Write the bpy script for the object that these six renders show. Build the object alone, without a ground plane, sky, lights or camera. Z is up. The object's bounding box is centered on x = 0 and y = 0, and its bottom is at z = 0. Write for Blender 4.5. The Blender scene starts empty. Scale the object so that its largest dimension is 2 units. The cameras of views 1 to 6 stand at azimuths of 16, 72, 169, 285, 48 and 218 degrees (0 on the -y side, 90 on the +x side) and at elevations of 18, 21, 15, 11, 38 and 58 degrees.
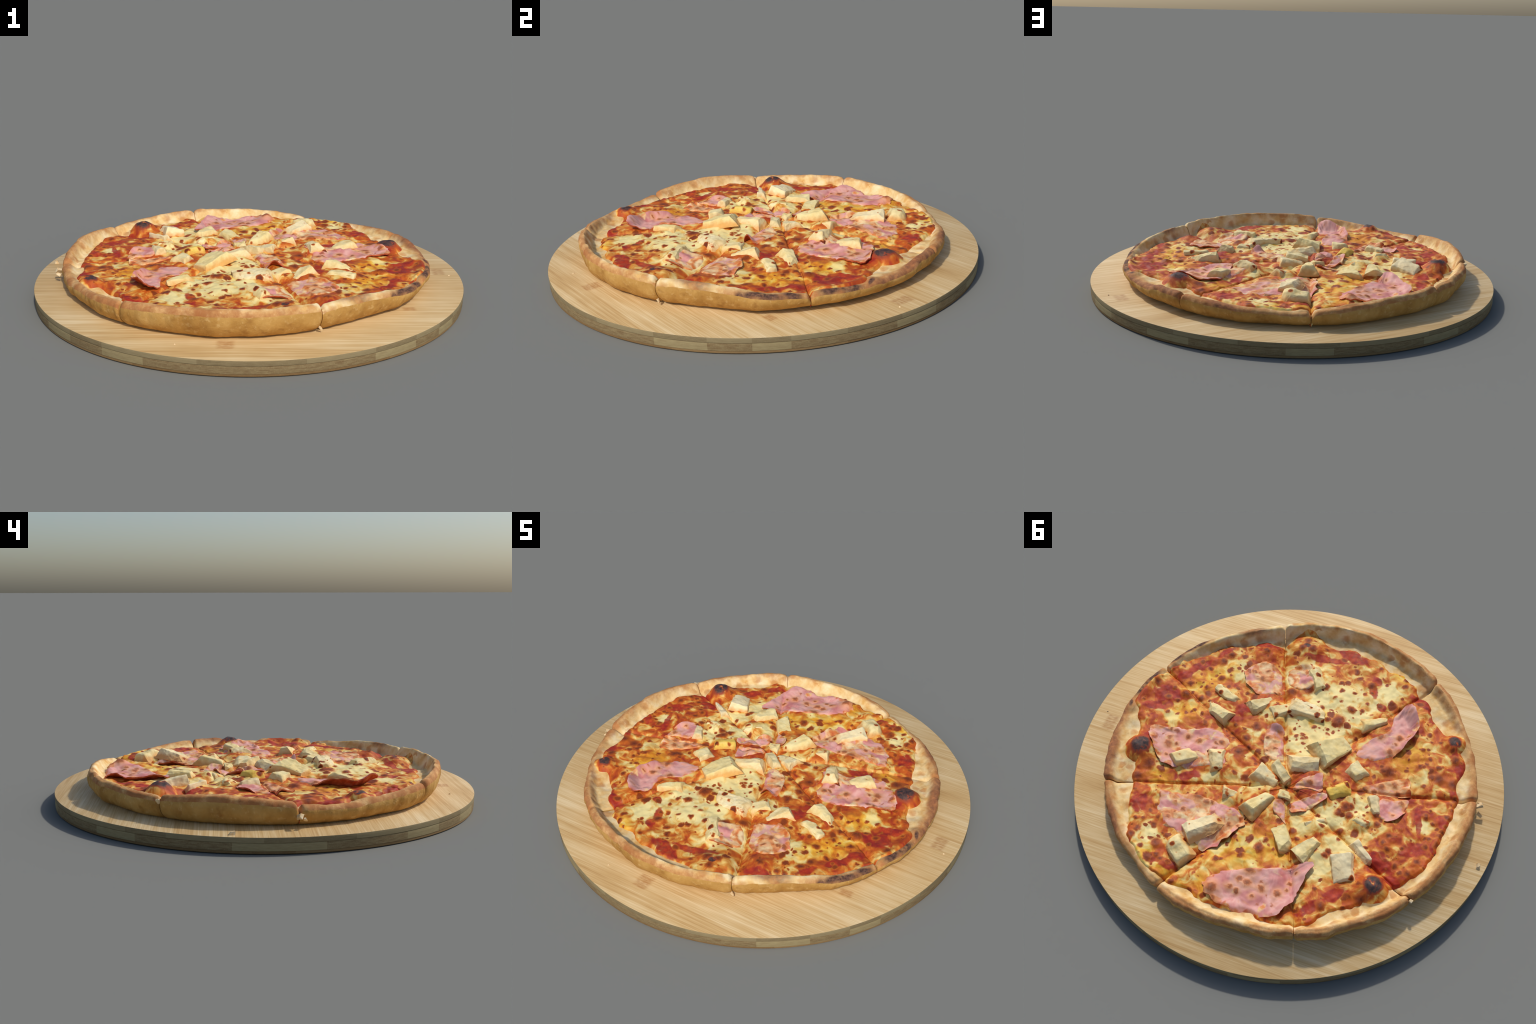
"""A ham and pineapple pizza, cut into eight slices, on a round bamboo board."""
import bpy, bmesh, math, random
import numpy as np
from mathutils import Vector

random.seed(11)
RNG = np.random.default_rng(11)

# ------------------------------------------------------------------ helpers
def lin(r, g, b, k=0.87):
    """sRGB as it looks in full sun -> linear base colour."""
    f = lambda c: ((c / 255 + 0.055) / 1.055) ** 2.4 if c > 10 else c / 255 / 12.92
    return tuple(min(0.95, f(c) / k) for c in (r, g, b)) + (1.0,)

PERM = np.random.default_rng(5).permutation(4096)
GRAD = np.random.default_rng(6).normal(size=(4096, 3))
GRAD /= np.linalg.norm(GRAD, axis=1)[:, None]

def noise3(p, scale=1.0, seed=0):
    """Gradient noise, about -0.7 .. 0.7."""
    p = np.asarray(p, float) * scale + seed * 17.31
    i = np.floor(p).astype(int); f = p - i
    w = f * f * f * (f * (f * 6 - 15) + 10)
    out = 0
    for dx in (0, 1):
        for dy in (0, 1):
            for dz in (0, 1):
                h = PERM[(PERM[(PERM[(i[..., 0] + dx) & 4095] + i[..., 1] + dy) & 4095] + i[..., 2] + dz) & 4095]
                g = GRAD[h]
                d = (g * (f - (dx, dy, dz))).sum(-1)
                out = out + d * np.abs(1 - dx - w[..., 0]) * np.abs(1 - dy - w[..., 1]) * np.abs(1 - dz - w[..., 2])
    return out * 1.4

def noise2(x, y, scale, seed=0):
    return noise3(np.stack([x, y, np.full_like(x, 0.37)], -1), scale, seed)

def smooth(a, b, x):
    t = np.clip((x - a) / (b - a), 0, 1)
    return t * t * (3 - 2 * t)

def periodic(table, deg):
    """Smooth closed curve through evenly spaced values (Catmull-Rom)."""
    t = np.asarray(table, float); n = len(t)
    q = np.mod(deg, 360) / 360 * n
    i = np.floor(q).astype(int); f = q - i
    a, b, c, d = t[(i - 1) % n], t[i % n], t[(i + 1) % n], t[(i + 2) % n]
    return b + 0.5 * f * (c - a + f * (2 * a - 5 * b + 4 * c - d + f * (3 * (b - c) + d - a)))

def link(name, mesh, parent=None, mats=(), smooth_angle=None):
    ob = bpy.data.objects.new(name, mesh)
    bpy.context.scene.collection.objects.link(ob)
    if parent is not None:
        ob.parent = parent
    if mesh is not None:
        for m in mats:
            mesh.materials.append(m)
        for p in mesh.polygons:
            p.use_smooth = True
        if smooth_angle:
            mesh.set_sharp_from_angle(angle=math.radians(smooth_angle))
    return ob

def make_mesh(name, verts, faces):
    me = bpy.data.meshes.new(name)
    me.from_pydata([tuple(v) for v in verts], [], faces)
    me.validate()
    bm = bmesh.new(); bm.from_mesh(me)
    bmesh.ops.recalc_face_normals(bm, faces=bm.faces)
    bm.to_mesh(me); bm.free()
    return me

# ------------------------------------------------------------------ pizza plan
MID = np.array([-0.03, 0.03])            # middle of the round rim
APEX = np.array([-0.068, 0.108])         # where the cuts cross
BOARD_TOP = 0.0665
# crest of the rim every 10 degrees round MID: distance out, height
RIM_R = [.860, .852, .847, .842, .838, .828, .817, .806, .800, .798, .794, .790, .793, .799, .800, .801, .806, .816,
         .818, .826, .836, .842, .844, .846, .854, .860, .861, .858, .858, .853, .842, .826, .819, .830, .850, .856]
RIM_Z = [.140, .133, .135, .145, .160, .156, .147, .139, .138, .152, .165, .173, .177, .184, .181, .176, .173, .178,
         .188, .187, .174, .156, .147, .155, .165, .172, .181, .186, .189, .186, .185, .182, .184, .176, .157, .146]
# how far in from the crest the cheese stops, every 10 degrees
BARE = [.008, .020, .120, .125, .110, .090, .030, .022, .030, .055, .065, .080, .055, .060, .085, .085, .090, .070,
        .065, .065, .072, .080, .045, .080, .105, .095, .080, .088, .085, .080, .068, .075, .065, .050, .045, .025]
CUT_ENDS = [(.487, -.611), (.818, -.076), (.614, .578), (.084, .828),
            (-.523, .651), (-.812, .235), (-.793, -.346), (-.303, -.783)]
CUT_ANGLE = [math.atan2(y - APEX[1], x - APEX[0]) for x, y in CUT_ENDS]
# blistered domes: x, y, radius, height
BLISTERS = [(.598, .350, .068, .044), (-.664, .286, .062, .054), (-.553, -.541, .048, .030), (.325, -.592, .085, .028),
            (.480, -.446, .065, .024), (.637, -.017, .034, .010), (-.598, .345, .04, .010), (-.69, -.30, .04, .012),
            (.70, .46, .045, .010), (.735, .26, .030, .008), (.112, .755, .05, .012), (-.09, .78, .04, .008),
            (-.12, .70, .04, .018), (.23, -.335, .045, .012), (-.13, .06, .05, .016), (-.05, -.31, .05, .010),
            (.79, .20, .03, .012), (-.77, -.05, .04, .008), (-.74, -.15, .035, .008)]

# broad swells and sags of the filling: x, y, reach, height
SWELLS = [(.02, -.42, .07, .014), (.20, .22, .06, .008), (-.60, .03, .09, .008), (.46, -.06, .06, .006), (-.29, -.40, .07, .007), (-.52, -.35, .07, .006),
          (.20, .40, .07, .006), (.72, .18, .05, .008), (-.77, .08, .05, .008), (.27, -.55, .09, -.011), (.46, -.51, .07, -.010), (-.29, .62, .12, -.011),
          (-.21, .38, .06, -.006), (.10, .69, .10, -.008), (.50, .42, .10, -.010), (-.43, -.61, .05, -.010), (.73, -.22, .08, -.010), (.21, -.67, .07, -.008),
          (.00, .54, .08, -.008), (.44, .69, .06, -.008), (-.08, .07, .08, -.006), (-.46, .37, .08, -.008)]

def rim(x, y):
    dx, dy = x - MID[0], y - MID[1]
    az = np.degrees(np.arctan2(dy, dx))
    wob = .004 * noise2(x, y, 14, 3) + .003 * noise2(x, y, 35, 4)
    return az, periodic(RIM_R, az) + wob, periodic(RIM_Z, az) + .0030 + .0060 * np.cos(np.radians(az - 330)) + .004 * noise2(x, y, 12, 5) + .0018 * noise2(x, y, 42, 6), np.hypot(dx, dy)

VALLEY = [1.0, .55, .40, .70, .80, .80, .50, .35]     # how deep each knife cut sank

def cut_valley(x, y):
    px, py = x - APEX[0], y - APEX[1]
    best, w = np.full_like(x, 9.0), np.ones_like(x)
    for a, k in zip(CUT_ANGLE, VALLEY):
        along = px * math.cos(a) + py * math.sin(a)
        across = np.where(along > 0, np.abs(-px * math.sin(a) + py * math.cos(a)), np.hypot(px, py))
        w = np.where(across < best, k, w); best = np.minimum(best, across)
    return w

def cut_distance(x, y):
    """Distance to the nearest knife cut."""
    px, py = x - APEX[0], y - APEX[1]
    d = np.full_like(x, 9.0)
    for a in CUT_ANGLE:
        along = px * math.cos(a) + py * math.sin(a)
        across = np.abs(-px * math.sin(a) + py * math.cos(a))
        d = np.minimum(d, np.where(along > 0, across, np.hypot(px, py)))
    return d

def dough_height(x, y):
    az, R, Z, r = rim(x, y)
    u = R - r
    base = .133 + .006 * noise2(x, y, 5, 8) + .006 * noise2(x, y, 13, 9) + .0035 * noise2(x, y, 30, 10)
    base = base + .013 * np.exp(-((x + .03) ** 2 + (y + .05) ** 2) / .09)
    for sx, sy, sr, sh in SWELLS:
        base = base + sh * np.exp(-((x - sx) ** 2 + (y - sy) ** 2) / sr ** 2)
    wall = .050 + .016 * noise2(x, y, 7, 12)
    lift = 1 - smooth(.010, wall, u)
    z = base + (Z - base) * lift
    for bx, by, br, bh in BLISTERS:
        d2 = ((x - bx) ** 2 + (y - by) ** 2) / br ** 2
        z = z + bh * np.exp(-(d2 * 1.05) ** 1.3)
    inner = smooth(.02, .09, u)
    d = cut_distance(x, y)
    # each slice has settled a little differently, and its rim corners are knocked off
    k = np.searchsorted(np.sort(CUT_ANGLE), np.arctan2(y - APEX[1], x - APEX[0])) % 8
    out = smooth(.10, .0, u)
    z = z + np.array([.006, .000, .005, -.001, .006, .000, .005, .001])[k] * out * smooth(.0, .05, d + .02)
    z = z - (.012 + .014 * noise2(x, y, 3, 16)) * np.exp(-(d / .010) ** 2) * out
    z = z - (.014 * cut_valley(x, y) + .012 * noise2(x, y, 5, 14)) * np.exp(-(d / (.030 + .02 * noise2(x, y, 4, 17))) ** 2) * (.35 + .65 * inner) - (.008 + .012 * noise2(x, y, 4, 15)) * np.exp(-(d / .0065) ** 2)
    return z, u, az

# ------------------------------------------------------------------ toppings: where they lie
# pineapple: x, y, length, width, angle, top height, kind (bare, baked = under cheese, flat, ripe = strong yellow)
PINEAPPLE = [
    (.176, -.459, .135, .085, 144, .182, 'baked'), (.460, -.125, .132, .062, 172, .178, 'bare'),
    (.444, -.031, .140, .074, 176, .178, 'bare'), (.301, -.181, .130, .078, -116, .182, 'bare'),
    (.207, -.205, .090, .092, -119, .180, 'baked'), (.113, -.282, .150, .092, -160, .182, 'baked'),
    (-.190, -.418, .125, .074, -131, .173, 'flat'), (.402, .258, .118, .086, -120, .188, 'bare'),
    (.259, .198, .118, .096, 130, .198, 'baked'), (-.130, -.161, .158, .108, -114, .202, 'bare'),
    (-.064, -.026, .130, .100, -143, .196, 'bare'), (.034, .128, .110, .092, 179, .192, 'bare'),
    (-.004, .071, .105, .062, 162, .190, 'bare'), (.093, .282, .088, .078, -153, .176, 'baked'),
    (-.034, .255, .128, .092, -102, .196, 'bare'), (.098, .496, .150, .086, -116, .196, 'pale'),
    (.110, .642, .122, .080, 162, .190, 'bare'), (-.289, -.141, .080, .078, -106, .186, 'bare'),
    (-.285, -.010, .105, .085, -129, .186, 'ripe'), (-.453, -.045, .086, .062, 133, .186, 'bare'),
    (-.441, .055, .070, .063, 177, .174, 'baked'), (-.297, .183, .112, .066, -120, .170, 'baked'),
    (-.219, .326, .112, .070, 144, .174, 'bare'), (-.338, .297, .116, .092, -100, .184, 'bare'),
    (-.524, .185, .110, .054, 156, .182, 'pale'), (-.515, .292, .112, .090, 129, .188, 'pale'),
    (-.091, .152, .052, .046, -161, .172, 'baked')]

# ham: closed outline, cheese cover (0..1), edge lifts (direction in degrees, height, spread)
HAM = [
    ([(-.083, .612), (-.171, .525), (-.262, .458), (-.340, .396), (-.392, .356), (-.412, .417), (-.425, .531), (-.423, .597),
      (-.408, .635), (-.350, .682), (-.267, .722), (-.172, .732), (-.105, .734), (-.062, .687)], .18, [(186, .026, 40), (235, .016, 14), (60, .008, 30)]),
    ([(.405, .472), (.322, .428), (.235, .380), (.164, .355), (.067, .331), (.010, .330), (-.035, .364), (-.025, .443),
      (.005, .545), (.070, .595), (.176, .596), (.255, .602), (.342, .550)], .60, [(172, .018, 32)]),
    ([(.631, .234), (.550, .177), (.466, .098), (.415, .054), (.356, .040), (.269, .061), (.261, .119), (.209, .198),
      (.288, .268), (.382, .339), (.497, .348), (.562, .308)], .42, [(12, .012, 24), (65, .010, 30)]),
    ([(-.210, -.208), (-.215, -.312), (-.268, -.412), (-.250, -.512), (-.271, -.591), (-.304, -.584), (-.354, -.539),
      (-.384, -.511), (-.390, -.434), (-.371, -.330), (-.337, -.251), (-.274, -.203)], .26, [(268, .046, 22), (212, .036, 42), (160, .016, 30)]),
    ([(.504, -.318), (.470, -.389), (.408, -.424), (.341, -.408), (.287, -.339), (.252, -.292), (.285, -.255), (.343, -.218),
      (.408, -.225), (.468, -.267)], .58, [(60, .010, 40)]),
    ([(.199, -.094), (.167, -.113), (.127, -.128), (.081, -.077), (.032, -.014), (.009, .027), (.061, .056), (.124, .035),
      (.180, -.042)], .55, [(300, .030, 22)]),
    ([(-.442, -.097), (-.502, -.134), (-.554, -.178), (-.572, -.104), (-.563, -.043), (-.512, -.004), (-.462, -.011)], .40, [(150, .014, 45)]),
    ([(-.335, -.082), (-.375, -.150), (-.440, -.227), (-.486, -.258), (-.525, -.216), (-.544, -.180), (-.483, -.134),
      (-.403, -.090)], .70, [(200, .010, 40)]),
    ([(-.092, .092), (-.107, .035), (-.159, -.038), (-.193, -.002), (-.214, .038), (-.153, .075), (-.112, .108)], .35, [(225, .014, 40)]),
    ([(-.132, .165), (-.165, .113), (-.231, .040), (-.257, .053), (-.233, .117), (-.209, .172), (-.168, .205)], .35, [(230, .014, 40), (90, .010, 30)]),
    ([(-.078, .203), (-.101, .181), (-.129, .192), (-.171, .251), (-.193, .270), (-.156, .263), (-.104, .248)], .30, [(0, .010, 60)]),
    ([(.333, -.440), (.262, -.500), (.200, -.520), (.160, -.500), (.145, -.435), (.183, -.370), (.240, -.340), (.300, -.370)], .72, [(300, .012, 40)]),
]

# browned cheese spots: x, y, radius
SPOTS = [(-0.053,-0.321,0.036), (0.172,-0.281,0.018), (0.23,-0.328,0.026), (0.176,-0.39,0.03), (-0.061,-0.415,0.023), (0.059,-0.335,0.015), (0.078,-0.316,0.015), (-0.107,-0.445,0.015), (0.012,-0.597,0.017), (-0.06,-0.597,0.023), (-0.19,-0.566,0.013), (-0.169,-0.734,0.013), (-0.193,-0.686,0.017), (-0.069,-0.746,0.013), (-0.395,-0.237,0.033), (-0.379,-0.225,0.02), (-0.6,-0.339,0.03), (-0.568,-0.329,0.017), (-0.666,-0.356,0.033), (-0.607,-0.47,0.023), (-0.411,-0.619,0.02), (-0.347,0.04,0.026), (-0.362,0.024,0.02), (-0.337,0.075,0.02), (-0.508,0.022,0.02), (-0.383,0.063,0.02), (-0.149,0.177,0.017), (0.036,-0.156,0.013), (-0.01,-0.299,0.017), (0.02,-0.225,0.013), (0.066,-0.523,0.015), (0.051,-0.622,0.017), (0.107,-0.448,0.017), (0.038,-0.484,0.013), (0.016,-0.152,0.012), (0.053,-0.134,0.012), (-0.036,-0.252,0.009), (-0.169,-0.297,0.011), (0.039,-0.425,0.012), (-0.013,-0.507,0.011), (-0.102,-0.489,0.011), (-0.085,-0.561,0.012), (-0.035,-0.709,0.012), (-0.457,-0.43,0.013), (-0.513,-0.404,0.013), (-0.497,-0.343,0.015), (-0.569,-0.388,0.015), (-0.719,-0.294,0.021), (-0.663,-0.132,0.012), (-0.659,-0.174,0.011), (-0.561,-0.267,0.013), (-0.499,-0.512,0.012), (-0.566,-0.504,0.015), (-0.436,-0.524,0.013), (-0.434,-0.344,0.009), (-0.134,0.038,0.018), (-0.271,0.148,0.015), (0.783,0.017,0.02), (0.636,-0.015,0.026), (0.615,-0.274,0.023), (0.603,-0.327,0.02), (0.558,-0.194,0.02), (0.661,-0.077,0.02), (0.575,-0.105,0.013), (0.558,-0.042,0.017), (0.542,0.031,0.013), (0.398,-0.196,0.013), (0.237,0.016,0.023), (0.219,0.093,0.03), (0.24,-0.063,0.026), (0.199,0.053,0.02), (0.1,0.071,0.017), (0.107,0.189,0.023), (0.161,0.195,0.015)]
SPOTS += [(0.511,0.393,0.033), (0.511,0.471,0.03), (0.691,0.048,0.017), (0.64,0.116,0.013), (0.7,-0.221,0.015), (0.637,-0.212,0.013), (0.524,-0.286,0.012), (0.586,-0.409,0.015), (0.484,-0.452,0.018), (0.552,-0.423,0.013), (0.514,-0.054,0.011), (0.316,0.026,0.013), (0.326,-0.018,0.013), (0.108,0.028,0.013), (0.646,0.036,0.012), (0.773,0.132,0.011), (0.163,-0.02,0.011), (0.493,0.025,0.011), (0.703,-0.008,0.012), (0.326,0.675,0.018), (0.332,0.715,0.021), (0.283,0.619,0.017), (0.213,0.678,0.026), (0.174,0.718,0.017), (0.259,0.73,0.013), (0.145,0.727,0.017), (-0.161,0.424,0.025), (-0.162,0.379,0.015), (-0.045,0.577,0.017), (-0.118,0.5,0.015), (-0.05,0.764,0.017), (0.34,0.622,0.012), (0.368,0.639,0.012), (0.374,0.716,0.011), (0.112,0.718,0.015), (-0.036,0.448,0.017), (-0.034,0.495,0.011), (0.02,0.605,0.011), (0.128,0.661,0.011), (0.301,0.767,0.012), (-0.534,0.485,0.023), (-0.648,0.365,0.03), (-0.651,0.416,0.017), (-0.614,0.432,0.012), (-0.682,0.14,0.017), (-0.717,0.155,0.015), (-0.75,0.07,0.02), (-0.759,-0.093,0.017), (-0.729,-0.053,0.013), (-0.733,-0.012,0.017), (-0.774,-0.052,0.02), (-0.755,-0.117,0.013), (-0.732,-0.189,0.02), (-0.391,0.152,0.017), (-0.418,0.263,0.017), (-0.411,0.286,0.017), (-0.532,0.146,0.009), (-0.612,0.098,0.015), (-0.578,0.08,0.015), (-0.582,0.042,0.017), (-0.745,0.142,0.017), (-0.729,-0.241,0.011), (-0.658,-0.141,0.012), (-0.697,-0.126,0.011), (-0.658,0.054,0.011), (-0.231,0.274,0.02), (-0.271,0.296,0.015), (-0.318,0.18,0.013), (-0.416,0.186,0.012), (-0.473,0.433,0.013)]
HAM_SPOTS = [(-0.173,0.645,0.016), (-0.207,0.643,0.015), (-0.193,0.533,0.026), (-0.22,0.587,0.02), (-0.19,0.594,0.015), (-0.285,0.571,0.018), (-0.357,0.545,0.018), (-0.118,0.698,0.026), (-0.157,0.731,0.017), (-0.274,0.621,0.011), (-0.38,0.515,0.009), (-0.366,0.476,0.012), (0.362,0.491,0.018), (0.21,0.39,0.028), (0.166,0.393,0.017), (0.273,0.47,0.01), (0.226,0.48,0.013), (0.26,0.548,0.012), (0.291,0.561,0.01), (0.274,0.41,0.012), (0.017,0.412,0.013), (0.145,0.377,0.009), (0.247,0.515,0.009), (-0.022,0.4,0.013), (-0.378,0.509,0.009), (-0.363,0.424,0.009), (0.52,0.226,0.017), (0.507,0.257,0.023), (0.464,0.173,0.017), (0.405,0.159,0.017), (0.331,0.123,0.012), (0.31,0.107,0.017), (0.478,0.31,0.012), (0.544,0.184,0.012), (0.475,0.232,0.012), (0.377,0.046,0.011), (0.62,0.21,0.013), (0.393,-0.302,0.02), (0.448,-0.316,0.013), (0.398,-0.354,0.013), (0.29,-0.272,0.009), (0.402,-0.406,0.013), (0.154,-0.052,0.013), (0.101,-0.017,0.013), (0.12,0.013,0.009), (0.118,-0.049,0.007), (0.091,0.04,0.008), (-0.265,-0.369,0.018), (-0.338,-0.415,0.018), (-0.341,-0.328,0.018), (-0.258,-0.415,0.013), (-0.345,-0.381,0.012), (-0.366,-0.446,0.009), (-0.535,-0.131,0.015), (-0.541,-0.053,0.012), (-0.415,-0.147,0.02), (-0.493,-0.159,0.02), (-0.454,-0.2,0.018), (-0.355,-0.087,0.026), (-0.404,-0.106,0.017), (-0.146,0.033,0.016)]
# patches: x, y, half length, half width, angle in degrees
SAUCE = [(0.414,0.572,0.046,0.065,-143), (0.029,0.576,0.016,0.013,-143), (0.113,0.726,0.07,0.03,-164), (0.176,0.74,0.037,0.034,-143), (0.114,-0.689,0.095,0.04,-174), (0.206,-0.597,0.135,0.025,-153), (-0.062,-0.632,0.031,0.035,-143), (-0.085,-0.574,0.024,0.06,-143), (-0.165,-0.512,0.029,0.029,-143), (-0.294,-0.657,0.065,0.032,169), (-0.403,-0.614,0.031,0.037,149), (-0.632,-0.447,0.023,0.166,-137), (-0.698,-0.317,0.039,0.037,-143), (-0.646,-0.102,0.013,0.078,-143), (-0.647,-0.089,0.014,0.092,-143), (-0.696,0.033,0.082,0.041,-132), (-0.622,0.167,0.08,0.041,-176), (-0.556,0.402,0.068,0.035,-121), (-0.504,0.515,0.086,0.028,-116), (-0.715,0.206,0.05,0.026,163), (-0.786,-0.045,0.056,0.048,-143), (-0.732,-0.154,0.047,0.027,150), (-0.649,0.356,0.044,0.038,-111), (-0.593,0.146,0.05,0.027,-143), (0.711,-0.102,0.05,0.028,-118), (0.689,-0.186,0.08,0.033,-112), (0.639,-0.325,0.06,0.025,-112), (0.542,-0.48,0.096,0.036,-162), (0.703,0.034,0.094,0.05,-161), (0.713,0.127,0.066,0.032,-166), (0.324,0.328,0.065,0.027,-133), (0.602,0.292,0.028,0.087,-155), (0.222,0.089,0.061,0.039,-119), (0.351,-0.105,0.048,0.042,-143)]
YELLOW = [(0.569,0.073,0.089,0.063,-131), (0.597,-0.153,0.165,0.065,-118), (0.428,0.408,0.059,0.038,-143), (-0.121,0.463,0.207,0.082,-129), (0.228,0.746,0.061,0.051,176), (0.108,0.75,0.052,0.039,-174), (-0.03,0.787,0.082,0.044,-174), (-0.071,0.714,0.037,0.059,-143), (-0.433,-0.333,0.076,0.067,-120), (-0.138,-0.743,0.081,0.051,174), (-0.443,-0.39,0.06,0.063,-143), (0.024,-0.288,0.102,0.057,-155), (-0.249,0.401,0.063,0.041,-121)]
WHITE = [(0.011,-0.236,0.176,0.105,-155), (0.039,-0.425,0.193,0.109,-155), (0.013,-0.103,0.067,0.094,-143), (-0.091,-0.396,0.089,0.074,-143), (-0.146,-0.607,0.062,0.068,-143), (-0.516,-0.29,0.072,0.046,-143), (0.253,-0.447,0.077,0.079,-143), (0.225,0.282,0.079,0.034,-154), (0.049,0.168,0.059,0.045,-143), (0.21,-0.014,0.04,0.056,-143), (0.491,-0.278,0.07,0.053,-143), (0.524,-0.264,0.056,0.035,-143), (0.221,-0.16,0.061,0.041,-143), (0.602,0.108,0.041,0.042,-143), (0.274,0.676,0.051,0.063,-143), (-0.118,0.43,0.075,0.028,-132), (-0.017,0.533,0.05,0.028,-120), (-0.341,0.081,0.168,0.107,-131), (-0.434,0.19,0.125,0.056,-143), (-0.424,0.336,0.068,0.101,-154), (-0.498,0.052,0.078,0.048,-121), (-0.259,0.207,0.076,0.057,-143), (-0.387,-0.008,0.083,0.066,-143), (-0.685,-0.099,0.038,0.036,-143)]
CHAR = [(0.601,0.349,0.044,0.055,-165), (-0.663,0.283,0.045,0.043,-143), (-0.556,-0.545,0.032,0.026,-179), (.335,-.590,.020,.014,20), (-.733,.246,.014,.010,-143), (-.799,-.015,.014,.012,-143)]
SPOTS += [(.623,-.013,.020), (-.535,.487,.014), (.30,-.595,.026), (.345,-.57,.022), (.35,-.62,.022), (-.609,-.462,.016), (-.171,-.723,.014), (.252,-.647,.013), (.47,-.45,.016)]
RIM_CHAR = [(0.824,0.088,0.04,0.061,174), (0.808,0.186,0.017,0.025,-143), (0.746,-0.342,0.029,0.023,-143), (0.709,-0.411,0.08,0.023,-136), (0.774,-0.263,0.104,0.027,-111), (0.809,-0.15,0.051,0.025,-117), (0.826,0.002,0.031,0.049,-177)]
BROWN_RIM = [(0.684,0.47,0.027,0.154,-149), (0.445,0.706,0.019,0.087,-131), (.60, -.49, .08, .02, 45), (.79, .30, .02, .12, 20)]

# ------------------------------------------------------------------ cheese surface
ALL_SPOTS = np.array(SPOTS + HAM_SPOTS)

def cheese_height(x, y):
    zd, u, az = dough_height(x, y)
    stop = periodic(BARE, az) + .022 * noise2(x, y, 11, 20) + .010 * noise2(x, y, 30, 21)
    stop = np.maximum(stop, .006)
    cover = smooth(-.010, .014, u - stop)
    for bx, by, br, bh in BLISTERS[:5]:
        cover = np.maximum(cover, np.exp(-(((x - bx) ** 2 + (y - by) ** 2) / (br * 1.15) ** 2) ** 3))
    z = zd + .012 * cover - .008 * (1 - cover)
    z = z + (.0035 * noise2(x, y, 26, 23) + .0018 * noise2(x, y, 60, 24)) * cover
    for sx, sy, sr in ALL_SPOTS:
        near = (np.abs(x - sx) < 2 * sr) & (np.abs(y - sy) < 2 * sr)
        if near.any():
            d2 = ((x[near] - sx) ** 2 + (y[near] - sy) ** 2) / sr ** 2
            z[near] += min(.005, .0022 + .10 * sr) * .7 * np.exp(-d2 ** 2 * 1.2)
    for cx, cy, L, Wd, ang, top, kind in PINEAPPLE:
        a = math.radians(ang)
        p = (x - cx) * math.cos(a) + (y - cy) * math.sin(a)
        q = -(x - cx) * math.sin(a) + (y - cy) * math.cos(a)
        d = np.sqrt((p / (L * .62)) ** 2 + (q / (Wd * .70)) ** 2)
        swell = (.016 if kind == 'baked' else .009)
        z = z + swell * np.exp(-d ** 4 * .9) * cover
    return z, u

def slice_sector(k):
    a0 = CUT_ANGLE[k]; a1 = CUT_ANGLE[(k + 1) % 8]
    if a1 < a0:
        a1 += math.tau
    return a0, a1

def rim_reach(phi):
    """Distance from the apex to the rim crest in direction phi."""
    lo, hi = np.full_like(phi, .3), np.full_like(phi, 1.3)
    for _ in range(30):
        m = (lo + hi) / 2
        x, y = APEX[0] + m * np.cos(phi), APEX[1] + m * np.sin(phi)
        az, R, Z, r = rim(x, y)
        inside = r < R
        lo, hi = np.where(inside, m, lo), np.where(inside, hi, m)
    return lo

def sector_points(k, n_ang, fracs, gap):
    """Plan positions of one slice: angle columns by radial stations (fraction of the reach)."""
    a0, a1 = slice_sector(k)
    t = np.linspace(0, 1, n_ang)
    t = t - .35 * np.sin(2 * math.pi * t) / (2 * math.pi) * 1.6     # closer together beside the cuts
    phi = a0 + (a1 - a0) * t
    reach = rim_reach(phi)
    r = reach[:, None] * fracs[None, :]
    x = APEX[0] + r * np.cos(phi)[:, None]
    y = APEX[1] + r * np.sin(phi)[:, None]
    d0 = r * np.sin(phi - a0)[:, None]
    d1 = r * np.sin(a1 - phi)[:, None]
    g = gap * (1 + 1.2 * smooth(.55, .85, r) + 1.2 * noise2(x, y, 9, 31))
    w0, w1 = g * np.exp(-d0 / .02), g * np.exp(-d1 / .02)
    x = x - math.sin(a0) * w0 + math.sin(a1) * w1
    y = y + math.cos(a0) * w0 - math.cos(a1) * w1
    # the knife did not run quite straight
    ww = .010 * smooth(.02, .2, r)
    nx, ny = noise2(x, y, 6, 33), noise2(x, y, 6, 34)
    return x + ww * nx, y + ww * ny, phi, r

def grid_faces(n, m):
    i = np.arange(n - 1)[:, None] * m + np.arange(m - 1)[None, :]
    return np.stack([i, i + 1, i + m + 1, i + m], -1).reshape(-1, 4).tolist()

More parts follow.
